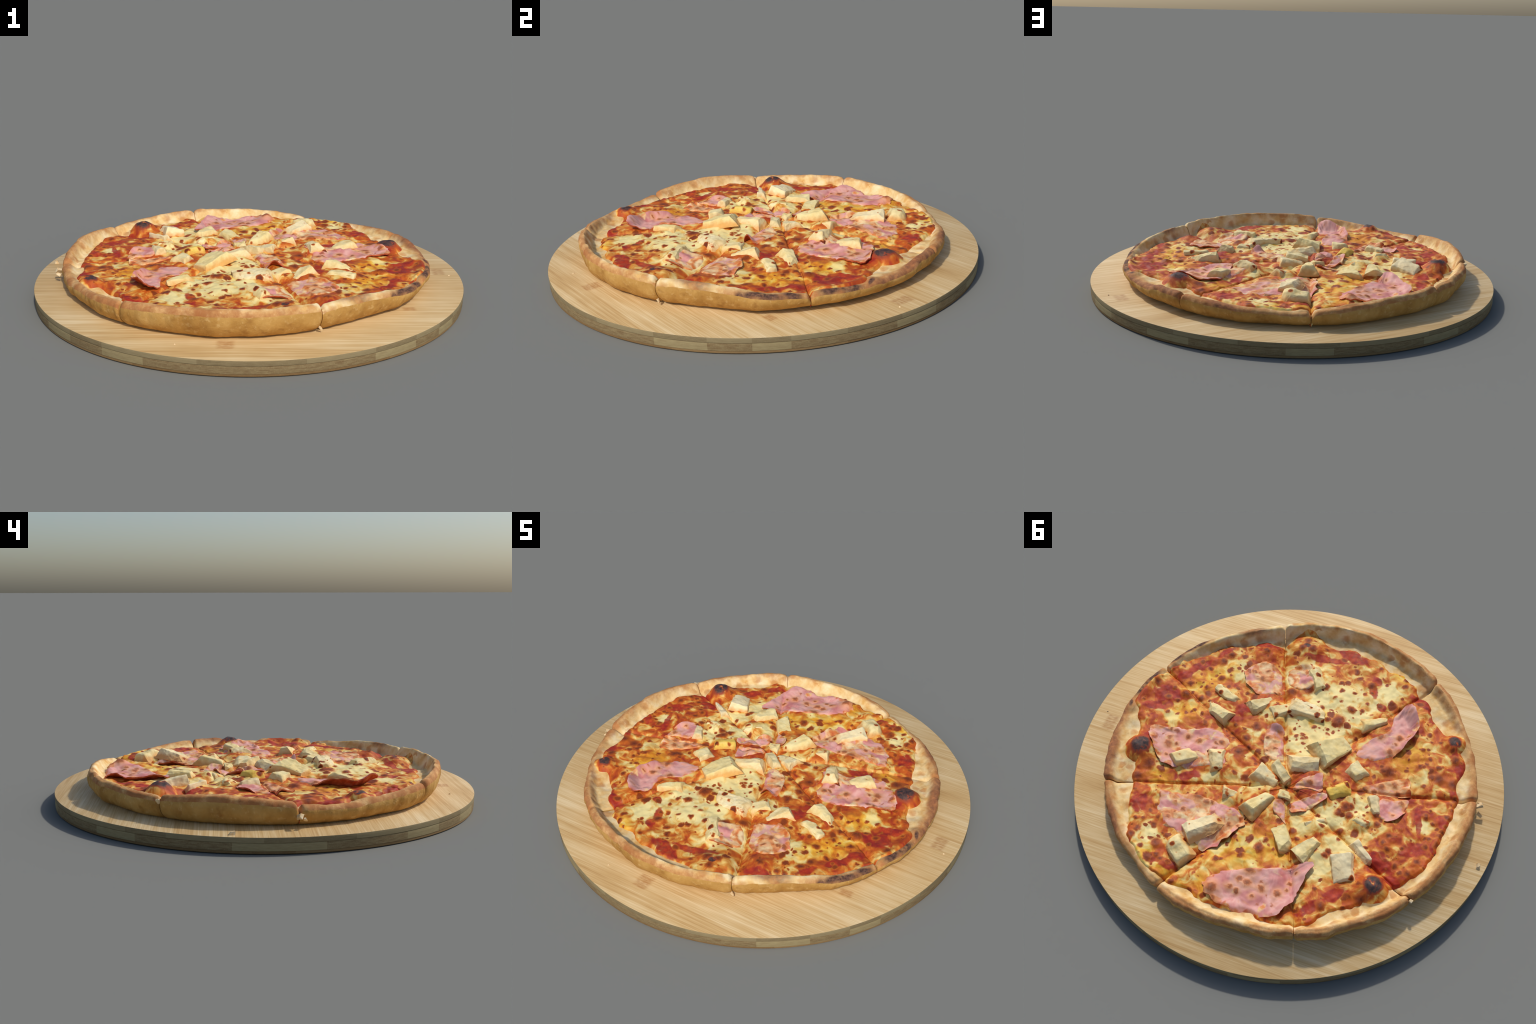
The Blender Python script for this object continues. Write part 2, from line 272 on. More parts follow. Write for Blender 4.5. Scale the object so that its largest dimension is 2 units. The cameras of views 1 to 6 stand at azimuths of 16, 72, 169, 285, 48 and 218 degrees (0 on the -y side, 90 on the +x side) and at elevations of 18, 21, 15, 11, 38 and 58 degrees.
def dough_slice(k):
    """Solid wedge of baked dough: top, rim crest, outer wall, base and two cut faces."""
    n = 121
    inside = np.concatenate([np.linspace(.012, .72, 26)[:-1], np.linspace(.72, 1, 58)])
    x, y, phi, r = sector_points(k, n, inside, .0009)
    z, u, az = dough_height(x, y)
    z = z - .003 * smooth(.012, .0, u)
    # outer wall, carried down from the crest: out from the crest, share of the height left
    prof = np.array([(.0060, .965), (.0105, .90), (.0135, .81), (.0145, .71), (.0135, .60), (.0105, .49), (.0060, .38),
                     (-.0005, .28), (-.009, .185), (-.019, .105), (-.032, .045), (-.050, .012), (-.075, 0.0)])
    cx, cy, cz = x[:, -1], y[:, -1], z[:, -1]
    ox, oy = (cx - MID[0]), (cy - MID[1]); ol = np.hypot(ox, oy); ox, oy = ox / ol, oy / ol
    azc = np.degrees(np.arctan2(oy, ox))
    foot = BOARD_TOP + .001 + .010 * smooth(-40, -5, (azc + 180) % 360 - 180) * smooth(60, 20, (azc + 180) % 360 - 180)
    wx, wy, wz = [], [], []
    dc = cut_distance(cx, cy)
    for out, h in prof:
        out = out - .012 * np.exp(-(dc / .009) ** 2) * (1 - h * .3) - .005 * np.cos(np.radians(azc - 345)) * (1 - h) ** 1.5 + .004 * noise2(cx, cy, 9, 47)
        px, py = cx + ox * out, cy + oy * out
        pz = foot + (cz - foot) * h
        p = np.stack([px, py, pz], -1)
        bump = .0045 * noise3(p, 16, 41) + .0028 * noise3(p, 38, 42)
        keep = math.sin(math.pi * min(1, h * 1.05)) ** .5 if h > 0 else 0
        wx.append(px + ox * bump * keep); wy.append(py + oy * bump * keep); wz.append(pz)
    inner = np.array([.8, .4, .012])
    for s in inner:
        wx.append(APEX[0] + (wx[12] - APEX[0]) * s); wy.append(APEX[1] + (wy[12] - APEX[1]) * s)
        wz.append(np.full(n, BOARD_TOP + .001))
    X = np.concatenate([x, np.array(wx).T], 1); Y = np.concatenate([y, np.array(wy).T], 1); Z = np.concatenate([z, np.array(wz).T], 1)
    m = X.shape[1]
    verts = np.stack([X, Y, Z], -1).reshape(-1, 3)
    faces = grid_faces(n, m)
    faces += [[i * m + m - 1, i * m, (i + 1) * m, (i + 1) * m + m - 1] for i in range(n - 1)]
    faces += [list(range(m)), [(n - 1) * m + j for j in range(m)][::-1]]
    me = make_mesh('pizza_slice', verts, faces)
    crest = x.shape[1]
    for p in me.polygons:                       # second material: golden wall, underside and cut faces
        col = [v % m for v in p.vertices]
        if len(col) > 4 or min(col) > crest + 1 or max(col) - min(col) > 2:
            p.material_index = 1
    return me

def cheese_slice(k):
    """Blanket of sauce and cheese over one wedge, with a skirt down its cut faces."""
    n = 170
    fr = np.linspace(.010, .995, 205)
    x, y, phi, r = sector_points(k, n, fr, .0004)
    z, u = cheese_height(x, y)
    z = np.where(u < .004, z - .01, z)
    m = len(fr)
    verts = [np.stack([x, y, z], -1).reshape(-1, 3)]
    faces = grid_faces(n, m)
    edge = [(0, j) for j in range(m)] + [(i, m - 1) for i in range(1, n)] + [(n - 1, j) for j in range(m - 2, -1, -1)] + [(i, 0) for i in range(n - 2, 0, -1)]
    base = n * m
    low = np.array([[x[i, j], y[i, j], z[i, j] - .026] for i, j in edge])
    verts.append(low)
    for q in range(len(edge)):
        a, b = edge[q], edge[(q + 1) % len(edge)]
        faces.append([a[0] * m + a[1], base + q, base + (q + 1) % len(edge), b[0] * m + b[1]])
    return make_mesh('cheese_topping', np.concatenate(verts), faces)

def closed_curve(pts, n):
    """Smooth closed outline through control points."""
    p = np.array(pts); deg = np.linspace(0, 360, n, endpoint=False)
    return np.stack([periodic(p[:, 0], deg), periodic(p[:, 1], deg)], -1)

def ham_mesh(idx):
    pts, cover, lifts = HAM[idx]
    n, m = 130, 34
    rim_pts = closed_curve(pts, n)
    c = rim_pts.mean(0)
    seed = 60 + idx
    jag = 1 + .10 * noise2(rim_pts[:, 0], rim_pts[:, 1], 22, seed) + .03 * noise2(rim_pts[:, 0], rim_pts[:, 1], 80, seed)
    f = np.linspace(.02, 1, m) ** .8
    P = c + (rim_pts - c)[:, None, :] * (f[None, :, None] * (1 + (jag[:, None, None] - 1) * f[None, :, None]))
    x, y = P[..., 0], P[..., 1]
    z, u = cheese_height(x, y)
    ang = np.degrees(np.arctan2((rim_pts - c)[:, 1], (rim_pts - c)[:, 0]))
    lift = np.full(n, -.0045)
    for a, h, spread in lifts:
        d = (ang - a + 180) % 360 - 180
        lift = lift + (h + .0045) * np.exp(-(d / spread) ** 2)
    lift = lift + .004 * noise2(rim_pts[:, 0], rim_pts[:, 1], 24, seed + 1)
    e = smooth(.60, 1.0, f)
    tuck = smooth(.80, 1.0, f)
    up = np.where(lift[:, None] > 0, lift[:, None] * e[None, :], (lift[:, None] - .007) * tuck[None, :])
    top = z + .0045 + up + .0030 * noise2(x, y, 15, seed + 2) * (1 - .4 * e) + .0012 * noise2(x, y, 45, seed + 3)
    bot = top - .006
    N = n * m
    verts = np.concatenate([np.stack([x, y, top], -1).reshape(-1, 3), np.stack([x, y, bot], -1).reshape(-1, 3)])
    faces = []
    for i in range(n):
        i2 = (i + 1) % n
        for j in range(m - 1):
            a, b, c2, d = i * m + j, i * m + j + 1, i2 * m + j + 1, i2 * m + j
            faces.append([a, b, c2, d]); faces.append([N + d, N + c2, N + b, N + a])
        faces.append([i * m + m - 1, N + i * m + m - 1, N + i2 * m + m - 1, i2 * m + m - 1])
    faces.append([i * m for i in range(n)][::-1]); faces.append([N + i * m for i in range(n)])
    me = make_mesh('ham', verts, faces)
    for p in me.polygons:
        if sum(q >= N for q in p.vertices) >= 2:
            p.material_index = 1
    return me, c

def chunk_mesh(L, Wd, H, kind, rng):
    """A cut piece: a block with sheared-off corners and sides, its edges slightly softened."""
    bm = bmesh.new()
    bmesh.ops.create_cube(bm, size=1)
    lean = rng.uniform(-.16, .16, 2)
    narrow, ridge, drop = rng.uniform(0, .6), rng.uniform(.35, 1.0), rng.uniform(0, .32)
    if rng.random() < .5:
        narrow = 0
    for v in bm.verts:
        top, tip = v.co.z > 0, v.co.x > 0
        j = rng.uniform(-.06, .06, 3)
        f = rng.uniform(.80, .98) if top else 1.12
        wide = (1 - narrow) if tip else 1.0
        if top: wide *= ridge
        v.co = Vector(((v.co.x * f + j[0] + (lean[0] if top else 0)) * L, (v.co.y * f * wide + j[1] + (lean[1] if top else 0)) * Wd,
                       (v.co.z + j[2] * (2 if top else .5) - (drop if top and tip else 0)) * H))
    cuts = 3
    for q in range(cuts):
        a = rng.uniform(0, math.tau)
        tilt = rng.uniform(.15, 1.1) if q else rng.uniform(.9, 1.25)
        n = Vector((math.cos(a) * math.cos(tilt) / L, math.sin(a) * math.cos(tilt) / Wd, math.sin(tilt) / H)) * .08
        reach = max(v.co.dot(n) for v in bm.verts)
        depth = rng.uniform(.62, .84) if tilt < .8 else rng.uniform(.76, .92)
        p = n * (reach * depth / n.length_squared)
        r = bmesh.ops.bisect_plane(bm, geom=list(bm.verts) + list(bm.edges) + list(bm.faces), plane_co=p, plane_no=n, clear_outer=True)
        edges = [e for e in r['geom_cut'] if isinstance(e, bmesh.types.BMEdge)]
        if edges:
            bmesh.ops.edgeloop_fill(bm, edges=edges)
    bmesh.ops.dissolve_degenerate(bm, dist=.0008, edges=bm.edges)
    bmesh.ops.recalc_face_normals(bm, faces=bm.faces)
    width = min(L, Wd) * (.11 if kind in ('bare', 'ripe', 'pale') else .14)
    bmesh.ops.bevel(bm, geom=list(bm.edges), offset=width, segments=2, profile=.6, affect='EDGES', clamp_overlap=True)
    bmesh.ops.triangulate(bm, faces=bm.faces)
    for _ in range(5):
        long_edges = [e for e in bm.edges if e.calc_length() > .007]
        if not long_edges:
            break
        bmesh.ops.subdivide_edges(bm, edges=long_edges, cuts=1)
        bmesh.ops.triangulate(bm, faces=bm.faces)
    bmesh.ops.smooth_vert(bm, verts=bm.verts, factor=.4, use_axis_x=True, use_axis_y=True, use_axis_z=True)
    bm.normal_update()
    co = np.array([v.co for v in bm.verts]); no = np.array([v.normal for v in bm.verts])
    s = int(rng.integers(1, 900))
    amp = .0050 * noise3(co, 22, s) + .0022 * noise3(co, 55, s + 1) + .0009 * noise3(co, 140, s + 2)
    amp = amp * min(1, L / .06)
    co = co + no * amp[:, None]
    for v, p in zip(bm.verts, co):
        v.co = p
    me = bpy.data.meshes.new('pineapple_piece')
    bm.to_mesh(me); bm.free()
    return me

# ------------------------------------------------------------------ node graphs
class Graph:
    def __init__(self, name, rough=.75, spec=.25):
        self.mat = bpy.data.materials.new(name); self.mat.use_nodes = True
        self.t = self.mat.node_tree; self.t.nodes.clear()
        self.out = self.t.nodes.new('ShaderNodeOutputMaterial')
        self.bsdf = self.t.nodes.new('ShaderNodeBsdfPrincipled')
        self.bsdf.inputs['Roughness'].default_value = rough
        self.bsdf.inputs['Specular IOR Level'].default_value = spec
        self.t.links.new(self.bsdf.outputs[0], self.out.inputs['Surface'])
        self.obj = self.t.nodes.new('ShaderNodeTexCoord').outputs['Object']
    def put(self, sock, v):
        if isinstance(v, bpy.types.NodeSocket):
            self.t.links.new(v, sock)
        elif v is not None:
            sock.default_value = v
    def math(self, op, a, b=None, c=None, clamp=False):
        n = self.t.nodes.new('ShaderNodeMath'); n.operation = op; n.use_clamp = clamp
        for s, v in zip(n.inputs, (a, b, c)):
            self.put(s, v)
        return n.outputs[0]
    def vec(self, op, a, b=None, scale=None):
        n = self.t.nodes.new('ShaderNodeVectorMath'); n.operation = op
        self.put(n.inputs[0], a)
        if b is not None: self.put(n.inputs[1], b)
        if scale is not None: self.put(n.inputs['Scale'], scale)
        return n.outputs['Value'] if op in ('DISTANCE', 'LENGTH', 'DOT_PRODUCT') else n.outputs[0]
    def noise(self, v, scale, detail=3, rough=.55, dist=0, colour=False):
        n = self.t.nodes.new('ShaderNodeTexNoise')
        self.put(n.inputs['Vector'], v)
        for k, q in (('Scale', scale), ('Detail', detail), ('Roughness', rough), ('Distortion', dist)):
            n.inputs[k].default_value = q
        return n.outputs['Color' if colour else 'Fac']
    def voronoi(self, v, scale, out='Distance', rnd=1.0):
        n = self.t.nodes.new('ShaderNodeTexVoronoi'); self.put(n.inputs['Vector'], v)
        n.inputs['Scale'].default_value = scale; n.inputs['Randomness'].default_value = rnd
        return n if out is None else n.outputs[out]
    def ramp(self, f, stops, mode='LINEAR'):
        n = self.t.nodes.new('ShaderNodeValToRGB'); self.put(n.inputs[0], f)
        e = n.color_ramp.elements; n.color_ramp.interpolation = mode
        while len(e) < len(stops): e.new(.5)
        for el, (p, c) in zip(e, stops):
            el.position = p; el.color = c if len(c) == 4 else (*c, 1)
        return n.outputs[0]
    def mix(self, f, a, b, mode='MIX'):
        n = self.t.nodes.new('ShaderNodeMix'); n.data_type = 'RGBA'; n.blend_type = mode
        self.put(n.inputs[0], f); self.put(n.inputs[6], a); self.put(n.inputs[7], b)
        return n.outputs[2]
    def fit(self, v, a, b, lo=0, hi=1, soft=True):
        n = self.t.nodes.new('ShaderNodeMapRange'); n.interpolation_type = 'SMOOTHSTEP' if soft else 'LINEAR'
        self.put(n.inputs[0], v)
        for s, q in zip(n.inputs[1:5], (a, b, lo, hi)):
            self.put(s, q)
        return n.outputs[0]
    def mapped(self, v, loc=(0, 0, 0), rot=(0, 0, 0), scale=(1, 1, 1), kind='POINT'):
        n = self.t.nodes.new('ShaderNodeMapping'); n.vector_type = kind
        self.put(n.inputs['Vector'], v)
        for k, q in (('Location', loc), ('Rotation', rot), ('Scale', scale)):
            n.inputs[k].default_value = q
        return n.outputs[0]
    def warp(self, v, scale, amount, detail=2):
        c = self.noise(v, scale, detail, colour=True)
        return self.vec('ADD', v, self.vec('SCALE', self.vec('SUBTRACT', c, (.5, .5, .5)), scale=amount))
    def discs(self, v, spots, inner=.35, outer=1.25):
        """Soft round spots; the most of them all."""
        total = None
        for x, y, r in spots:
            d = self.fit(self.vec('DISTANCE', v, (x, y, 0)), r * outer, r * inner, soft=False)
            total = d if total is None else self.math('MAXIMUM', total, d)
        return total if total is not None else 0.0
    def patches(self, v, list_, inner=.6, outer=1.35):
        """Soft oval patches; the most of them all."""
        total = None
        for x, y, a, b, ang in list_:
            q = self.mapped(v, (x, y, 0), (0, 0, math.radians(ang)), (a, b, 1), 'TEXTURE')
            d = self.fit(self.vec('LENGTH', q), outer, inner)
            total = d if total is None else self.math('MAXIMUM', total, d)
        return total if total is not None else 0.0
    def finish(self, colour, bump=None, strength=.3, dist=.003):
        self.put(self.bsdf.inputs['Base Color'], colour)
        if bump is not None:
            n = self.t.nodes.new('ShaderNodeBump'); n.inputs['Strength'].default_value = strength
            n.inputs['Distance'].default_value = dist
            self.put(n.inputs['Height'], bump); self.put(self.bsdf.inputs['Normal'], n.outputs[0])
        return self.mat

SPOT_RAMP = [(0, lin(206, 132, 52)), (.35, lin(180, 92, 24)), (.65, lin(140, 62, 18)), (1, lin(100, 42, 20))]

def spot_cover(g, v, spots, scale=20, amount=.5):
    """Known browned spots together with small scattered ones."""
    v = g.warp(v, 55, .017, 3)
    known = g.discs(v, spots, .05, 1.5)
    vor = g.voronoi(v, scale, None)
    size = g.vec('DOT_PRODUCT', vor.outputs['Color'], (1, 0, 0))
    size = g.math('MULTIPLY', g.math('POWER', size, 2.2), amount)
    small = g.fit(g.math('SUBTRACT', size, vor.outputs['Distance']), -.12, .26)
    vor2 = g.voronoi(g.vec('ADD', v, (3.3, 1.9, 0)), scale * 2.1, None)
    size2 = g.math('MULTIPLY', g.math('POWER', g.vec('DOT_PRODUCT', vor2.outputs['Color'], (0, 1, 0)), 3.0), amount * 1.1)
    tiny = g.fit(g.math('SUBTRACT', size2, vor2.outputs['Distance']), -.14, .34)
    small = g.math('MAXIMUM', g.math('MULTIPLY', small, .8), g.math('MULTIPLY', tiny, .7))
    return g.math('MAXIMUM', known, small)

def cheese_material(name, spots, sauce, yellow, white, char, tone=0.0):
    g = Graph(name, .62, .3)
    v = g.vec('MULTIPLY', g.obj, (1, 1, 0))
    v = g.warp(g.warp(v, 13, .030), 44, .008)
    W = g.patches(v, white, .4, 1.45)
    Y = g.patches(v, yellow, .3, 1.4)
    S = g.patches(v, sauce, .45, 1.25)
    C = g.patches(v, char, .55, 1.3)
    n1 = g.noise(v, 18, 3, .48, .9)
    n2 = g.noise(v, 8, 2, .5, .3)
    o = g.math('ADD', g.math('MULTIPLY', g.math('SUBTRACT', n1, .5), 1.85), g.math('MULTIPLY', g.math('SUBTRACT', n2, .5), .9))
    o = g.math('ADD', o, .555 + tone)
    o = g.math('SUBTRACT', o, g.math('MULTIPLY', W, .48))
    base = g.ramp(o, [(.04, lin(226, 207, 142)), (.30, lin(218, 180, 100)), (.47, lin(204, 134, 52)), (.64, lin(184, 88, 24)), (.96, lin(150, 48, 22))])
    gold = g.ramp(o, [(.05, lin(226, 200, 118)), (.35, lin(224, 176, 62)), (.62, lin(214, 146, 36)), (.95, lin(186, 98, 22))])
    col = g.mix(g.math('MULTIPLY', Y, .95), base, gold)
    red = g.ramp(g.noise(v, 30, 3), [(.3, lin(126, 32, 30)), (.5, lin(156, 40, 25)), (.72, lin(184, 68, 26))])
    thin = g.fit(g.math('ADD', S, g.math('MULTIPLY', g.math('SUBTRACT', n1, .5), 1.5)), .30, .80)
    col = g.mix(g.math('MULTIPLY', thin, .92), col, red)
    spot = spot_cover(g, v, spots)
    grain = g.noise(g.obj, 160, 2)
    spot = g.math('MULTIPLY', spot, g.math('ADD', .72, g.math('MULTIPLY', grain, .56)))
    col = g.mix(g.fit(spot, .12, .55), col, g.ramp(spot, SPOT_RAMP))
    C = g.math('MULTIPLY', C, g.fit(g.noise(v, 34, 3), .22, .50))
    burnt = g.ramp(g.noise(g.obj, 70, 4), [(.35, lin(46, 38, 40)), (.65, lin(92, 62, 52))])
    halo = g.mix(g.fit(C, .0, .35), col, lin(150, 62, 30))
    col = g.mix(g.fit(C, .25, .85), halo, burnt)
    h = g.math('ADD', g.math('MULTIPLY', g.noise(g.obj, 75, 4), .7), g.math('MULTIPLY', spot, .5))
    return g.finish(col, h, .22, .004)

def ham_material(name, spots, cover, outline, lifts):
    g = Graph(name, .6, .3)
    v = g.vec('MULTIPLY', g.obj, (1, 1, 0))
    v = g.warp(g.warp(v, 14, .022), 50, .009)
    n = g.noise(v, 11, 3, .55, .6)
    pink = g.ramp(n, [(.28, lin(188, 108, 102)), (.44, lin(202, 136, 128)), (.58, lin(212, 160, 148)), (.74, lin(206, 138, 104))])
    m = g.noise(g.vec('ADD', v, (3.1, 1.7, 0)), 13, 3, .55, .6)
    c = g.fit(m, .70 - .46 * cover, .80 - .46 * cover)
    o = g.noise(g.vec('ADD', v, (.7, 4.2, 0)), 20, 3, .5, .8)
    milk = g.ramp(o, [(.34, lin(226, 202, 152)), (.47, lin(220, 178, 124)), (.57, lin(208, 132, 66)), (.70, lin(186, 88, 34))])
    col = g.mix(g.math('MULTIPLY', c, .9), pink, milk)
    # oil and browned cheese creeping over the rim of the slice
    cx = sum(q[0] for q in outline) / len(outline); cy = sum(q[1] for q in outline) / len(outline)
    far = None
    for k, (ox, oy) in enumerate(outline):
        nx, ny = outline[(k + 1) % len(outline)]
        for f in (.0, .5):
            px, py = ox + (nx - ox) * f, oy + (ny - oy) * f
            a = math.degrees(math.atan2(py - cy, px - cx))
            if any(abs((a - la + 180) % 360 - 180) < spread * .9 for la, lh, spread in lifts if lh > .012):
                continue
            d = g.discs(v, [(px, py, .034)], .1, 1.0)
            far = d if far is None else g.math('MAXIMUM', far, d)
    creep = g.fit(g.math('ADD', far, g.math('MULTIPLY', g.math('SUBTRACT', o, .5), 1.8)), .35, .80)
    col = g.mix(g.math('MULTIPLY', creep, .8), col, g.ramp(o, [(.36, lin(222, 190, 132)), (.52, lin(206, 124, 54)), (.66, lin(176, 78, 30))]))
    spot = spot_cover(g, g.warp(v, 30, .020, 3), [(x, y, r * .85) for x, y, r in spots], 19, .22 + .28 * cover)
    halo = g.discs(v, [(x, y, r * 1.9) for x, y, r in spots], .3, 1.2)
    col = g.mix(g.math('MULTIPLY', halo, .75), col, lin(212, 152, 102))
    spot = g.math('MULTIPLY', spot, g.math('ADD', .72, g.math('MULTIPLY', g.noise(g.obj, 160, 2), .56)))
    col = g.mix(g.math('MULTIPLY', g.fit(spot, .08, .65), .78), col, g.ramp(spot, SPOT_RAMP))
    return g.finish(col, g.math('ADD', g.math('MULTIPLY', g.noise(g.obj, 70, 4), .6), spot), .3, .003)

def dough_material(name, near):
    g = Graph(name, .8, .2)
    pick = lambda L: [q for q in L if near(q[0], q[1], max(q[2], q[3]) * 1.4)]
    v = g.warp(g.warp(g.obj, 12, .02), 45, .008)
    # distance from the middle of the rim: golden outside, pale and spotted inside
    flat = g.vec('MULTIPLY', v, (1, 1, 0))
    tan = g.ramp(g.noise(v, 13, 4, .6), [(.3, lin(176, 126, 74)), (.5, lin(198, 150, 94)), (.7, lin(214, 172, 116))])
    freckle = g.fit(g.noise(g.obj, 110, 3), .58, .70)
    tan = g.mix(g.math('MULTIPLY', freckle, .3), tan, lin(232, 206, 160))
    cream = g.ramp(g.noise(v, 17, 3), [(.3, lin(206, 160, 92)), (.5, lin(220, 190, 134)), (.7, lin(230, 210, 166))])
    geo = g.t.nodes.new('ShaderNodeSeparateXYZ'); g.put(geo.inputs[0], g.obj)
    mid = g.vec('DISTANCE', flat, (-.0135, .0014, 0))
    inside = g.fit(mid, .832, .802)
    vor = g.voronoi(g.warp(v, 26, .035, 3), 19, None)
    size = g.math('MULTIPLY', g.vec('DOT_PRODUCT', vor.outputs['Color'], (0, 1, 0)), .52)
    toast = g.fit(g.math('SUBTRACT', size, vor.outputs['Distance']), -.16, .22)
    cream = g.mix(g.math('MULTIPLY', toast, .65), cream, lin(180, 114, 52))
    col = g.mix(inside, tan, cream)
    # toasted crest, darkest along its outer lip
    lip = g.math('MULTIPLY', g.fit(mid, .822, .842), g.fit(g.noise(v, 20, 4, .6), .34, .58))
    col = g.mix(g.math('MULTIPLY', lip, .7), col, lin(158, 98, 56))
    ridge = g.math('MULTIPLY', g.fit(mid, .795, .820), g.fit(geo.outputs[2], .125, .155))
    toastn = g.fit(g.noise(v, 14, 4, .65), .40, .62)
    col = g.mix(g.math('MULTIPLY', g.math('MULTIPLY', ridge, toastn), .60), col, lin(160, 98, 54))
    B = g.math('MULTIPLY', g.patches(flat, pick(BROWN_RIM), .5, 1.4), g.fit(geo.outputs[2], .10, .14))
    col = g.mix(g.math('MULTIPLY', B, .75), col, g.ramp(g.noise(v, 60, 3), [(.35, lin(112, 70, 54)), (.65, lin(160, 104, 66))]))
    C = g.math('MULTIPLY', g.patches(flat, [(x, y, a, b * .62, t) if a > b else (x, y, a * .62, b, t) for x, y, a, b, t in pick(RIM_CHAR)], .45, 1.25), g.fit(geo.outputs[2], .095, .125))
    C = g.math('MULTIPLY', C, g.fit(g.noise(v, 24, 3), .18, .48))
    col = g.mix(C, col, g.ramp(g.noise(g.obj, 80, 3), [(.35, lin(66, 46, 40)), (.65, lin(118, 84, 66))]))
    h = g.math('ADD', g.noise(g.obj, 60, 5, .6), g.math('MULTIPLY', g.noise(g.obj, 220, 2), .3))
    return g.finish(col, h, .35, .004)

def wall_material():
    g = Graph('golden_crust', .8, .2)
    v = g.warp(g.obj, 20, .012)
    col = g.ramp(g.noise(v, 10, 4, .6), [(.3, lin(158, 114, 55)), (.5, lin(178, 136, 72)), (.7, lin(192, 152, 88))])
    pale = g.fit(g.noise(g.obj, 42, 4, .65), .54, .70)
    col = g.mix(g.math('MULTIPLY', pale, .5), col, lin(204, 170, 114))
    dark = g.fit(g.noise(g.obj, 16, 3), .58, .72)
    col = g.mix(g.math('MULTIPLY', dark, .5), col, lin(138, 92, 42))
    h = g.math('ADD', g.noise(g.obj, 48, 5, .6), g.math('MULTIPLY', g.noise(g.obj, 150, 3), .4))
    return g.finish(col, h, .5, .005)

def fruit_material(name, kind):
    g = Graph(name, .7, .25)
    info = g.t.nodes.new('ShaderNodeObjectInfo')
    v = g.vec('ADD', g.obj, g.vec('SCALE', (5.3, 2.1, 7.7), scale=info.outputs['Random']))
    n = g.noise(v, 22, 3, .55, .4)
    if kind == 'ripe':
        meat = g.ramp(n, [(.3, lin(208, 164, 66)), (.55, lin(222, 188, 88)), (.75, lin(226, 200, 128))])
    else:
        meat = g.ramp(n, [(.28, lin(206, 174, 116)), (.45, lin(219, 196, 144)), (.62, lin(226, 208, 160)), (.78, lin(229, 216, 180))])
        shift = g.math('MULTIPLY', g.math('SUBTRACT', info.outputs['Random'], .5), .35)
        meat = g.mix(g.math('ADD', .18, shift, clamp=True), meat, lin(220, 202, 118))
    if kind == 'pale':
        meat = g.mix(.4, meat, lin(236, 218, 186))
    sep = g.t.nodes.new('ShaderNodeSeparateXYZ'); g.put(sep.inputs[0], g.obj)
    # oil and sauce soaked in along the foot
    soak = g.fit(g.math('ADD', sep.outputs[2], g.math('MULTIPLY', g.math('SUBTRACT', g.noise(v, 30, 3), .5), .04)), .014, -.012)
    col = g.mix(g.math('MULTIPLY', soak, .7), meat, lin(206, 140, 62))
    w = g.warp(v, 50, .014, 3)
    vor = g.voronoi(w, 24 if kind == 'baked' else 18, None)
    size = g.math('MULTIPLY', g.math('POWER', g.vec('DOT_PRODUCT', vor.outputs['Color'], (1, 0, 0)), 2.4), .62 if kind == 'baked' else .30)
    spot = g.fit(g.math('SUBTRACT', size, vor.outputs['Distance']), -.12, .24)
    if kind == 'baked':
        spot = g.math('MAXIMUM', spot, g.math('MULTIPLY', g.fit(g.noise(w, 16, 3), .58, .74), .55))
    col = g.mix(g.fit(spot, .05, .5), col, g.ramp(spot, SPOT_RAMP))
    return g.finish(col, g.noise(v, 90, 4, .6), .3, .003)

# ------------------------------------------------------------------ build the pizza
pizza = link('pizza', None)
pizza['label'] = 'round ham, pineapple and cheese pizza cut into eight slices'
pizza['category'] = 'pizza'
pizza.location = (0, 0, 0)

def sector_of(x, y):
    a = math.atan2(y - APEX[1], x - APEX[0])
    for k in range(8):
        a0, a1 = slice_sector(k)
        if a0 <= a < a1 or a0 <= a + math.tau < a1:
            return k
    return 0

def near_sector(k):
    a0, a1 = slice_sector(k)
    def test(x, y, r):
        if sector_of(x, y) == k:
            return True
        px, py = x - APEX[0], y - APEX[1]
        for a in (a0, a1):
            if px * math.cos(a) + py * math.sin(a) > -r and abs(-px * math.sin(a) + py * math.cos(a)) < r:
                return True
        return math.hypot(px, py) < r
    return test

WALL = wall_material()
TONE = [.02, .04, -.04, -.04, .00, .10, .06, -.08]      # orange of each slice, counted from the first cut
slices = []
for k in range(8):
    near = near_sector(k)
    pick3 = [s for s in SPOTS if near(s[0], s[1], s[2])]
    pick5 = lambda L: [q for q in L if near(q[0], q[1], max(q[2], q[3]) * 1.2)]
    ob = link('pizza_slice', dough_slice(k), pizza, [dough_material('baked_dough', near), WALL], 50)
    slices.append(ob)
    mat = cheese_material('melted_cheese', pick3, pick5(SAUCE), pick5(YELLOW), pick5(WHITE), pick5(CHAR), TONE[k])
    link('cheese_topping', cheese_slice(k), ob, [mat], 60)

g = Graph('ham_underside', .6, .3)
HAM_UNDER = g.finish(g.ramp(g.noise(g.obj, 24, 3), [(.3, lin(132, 50, 26)), (.5, lin(170, 76, 40)), (.7, lin(200, 120, 84))]), g.noise(g.obj, 70, 3), .3, .003)
for i in range(len(HAM)):
    me, c = ham_mesh(i)
    P = np.array(HAM[i][0]); lo, hi = P.min(0) - .02, P.max(0) + .02
    spots = [s for s in HAM_SPOTS if lo[0] < s[0] < hi[0] and lo[1] < s[1] < hi[1]]
    link('ham', me, slices[sector_of(*c)], [ham_material('cooked_ham', spots, HAM[i][1], HAM[i][0], HAM[i][2]), HAM_UNDER], 60)

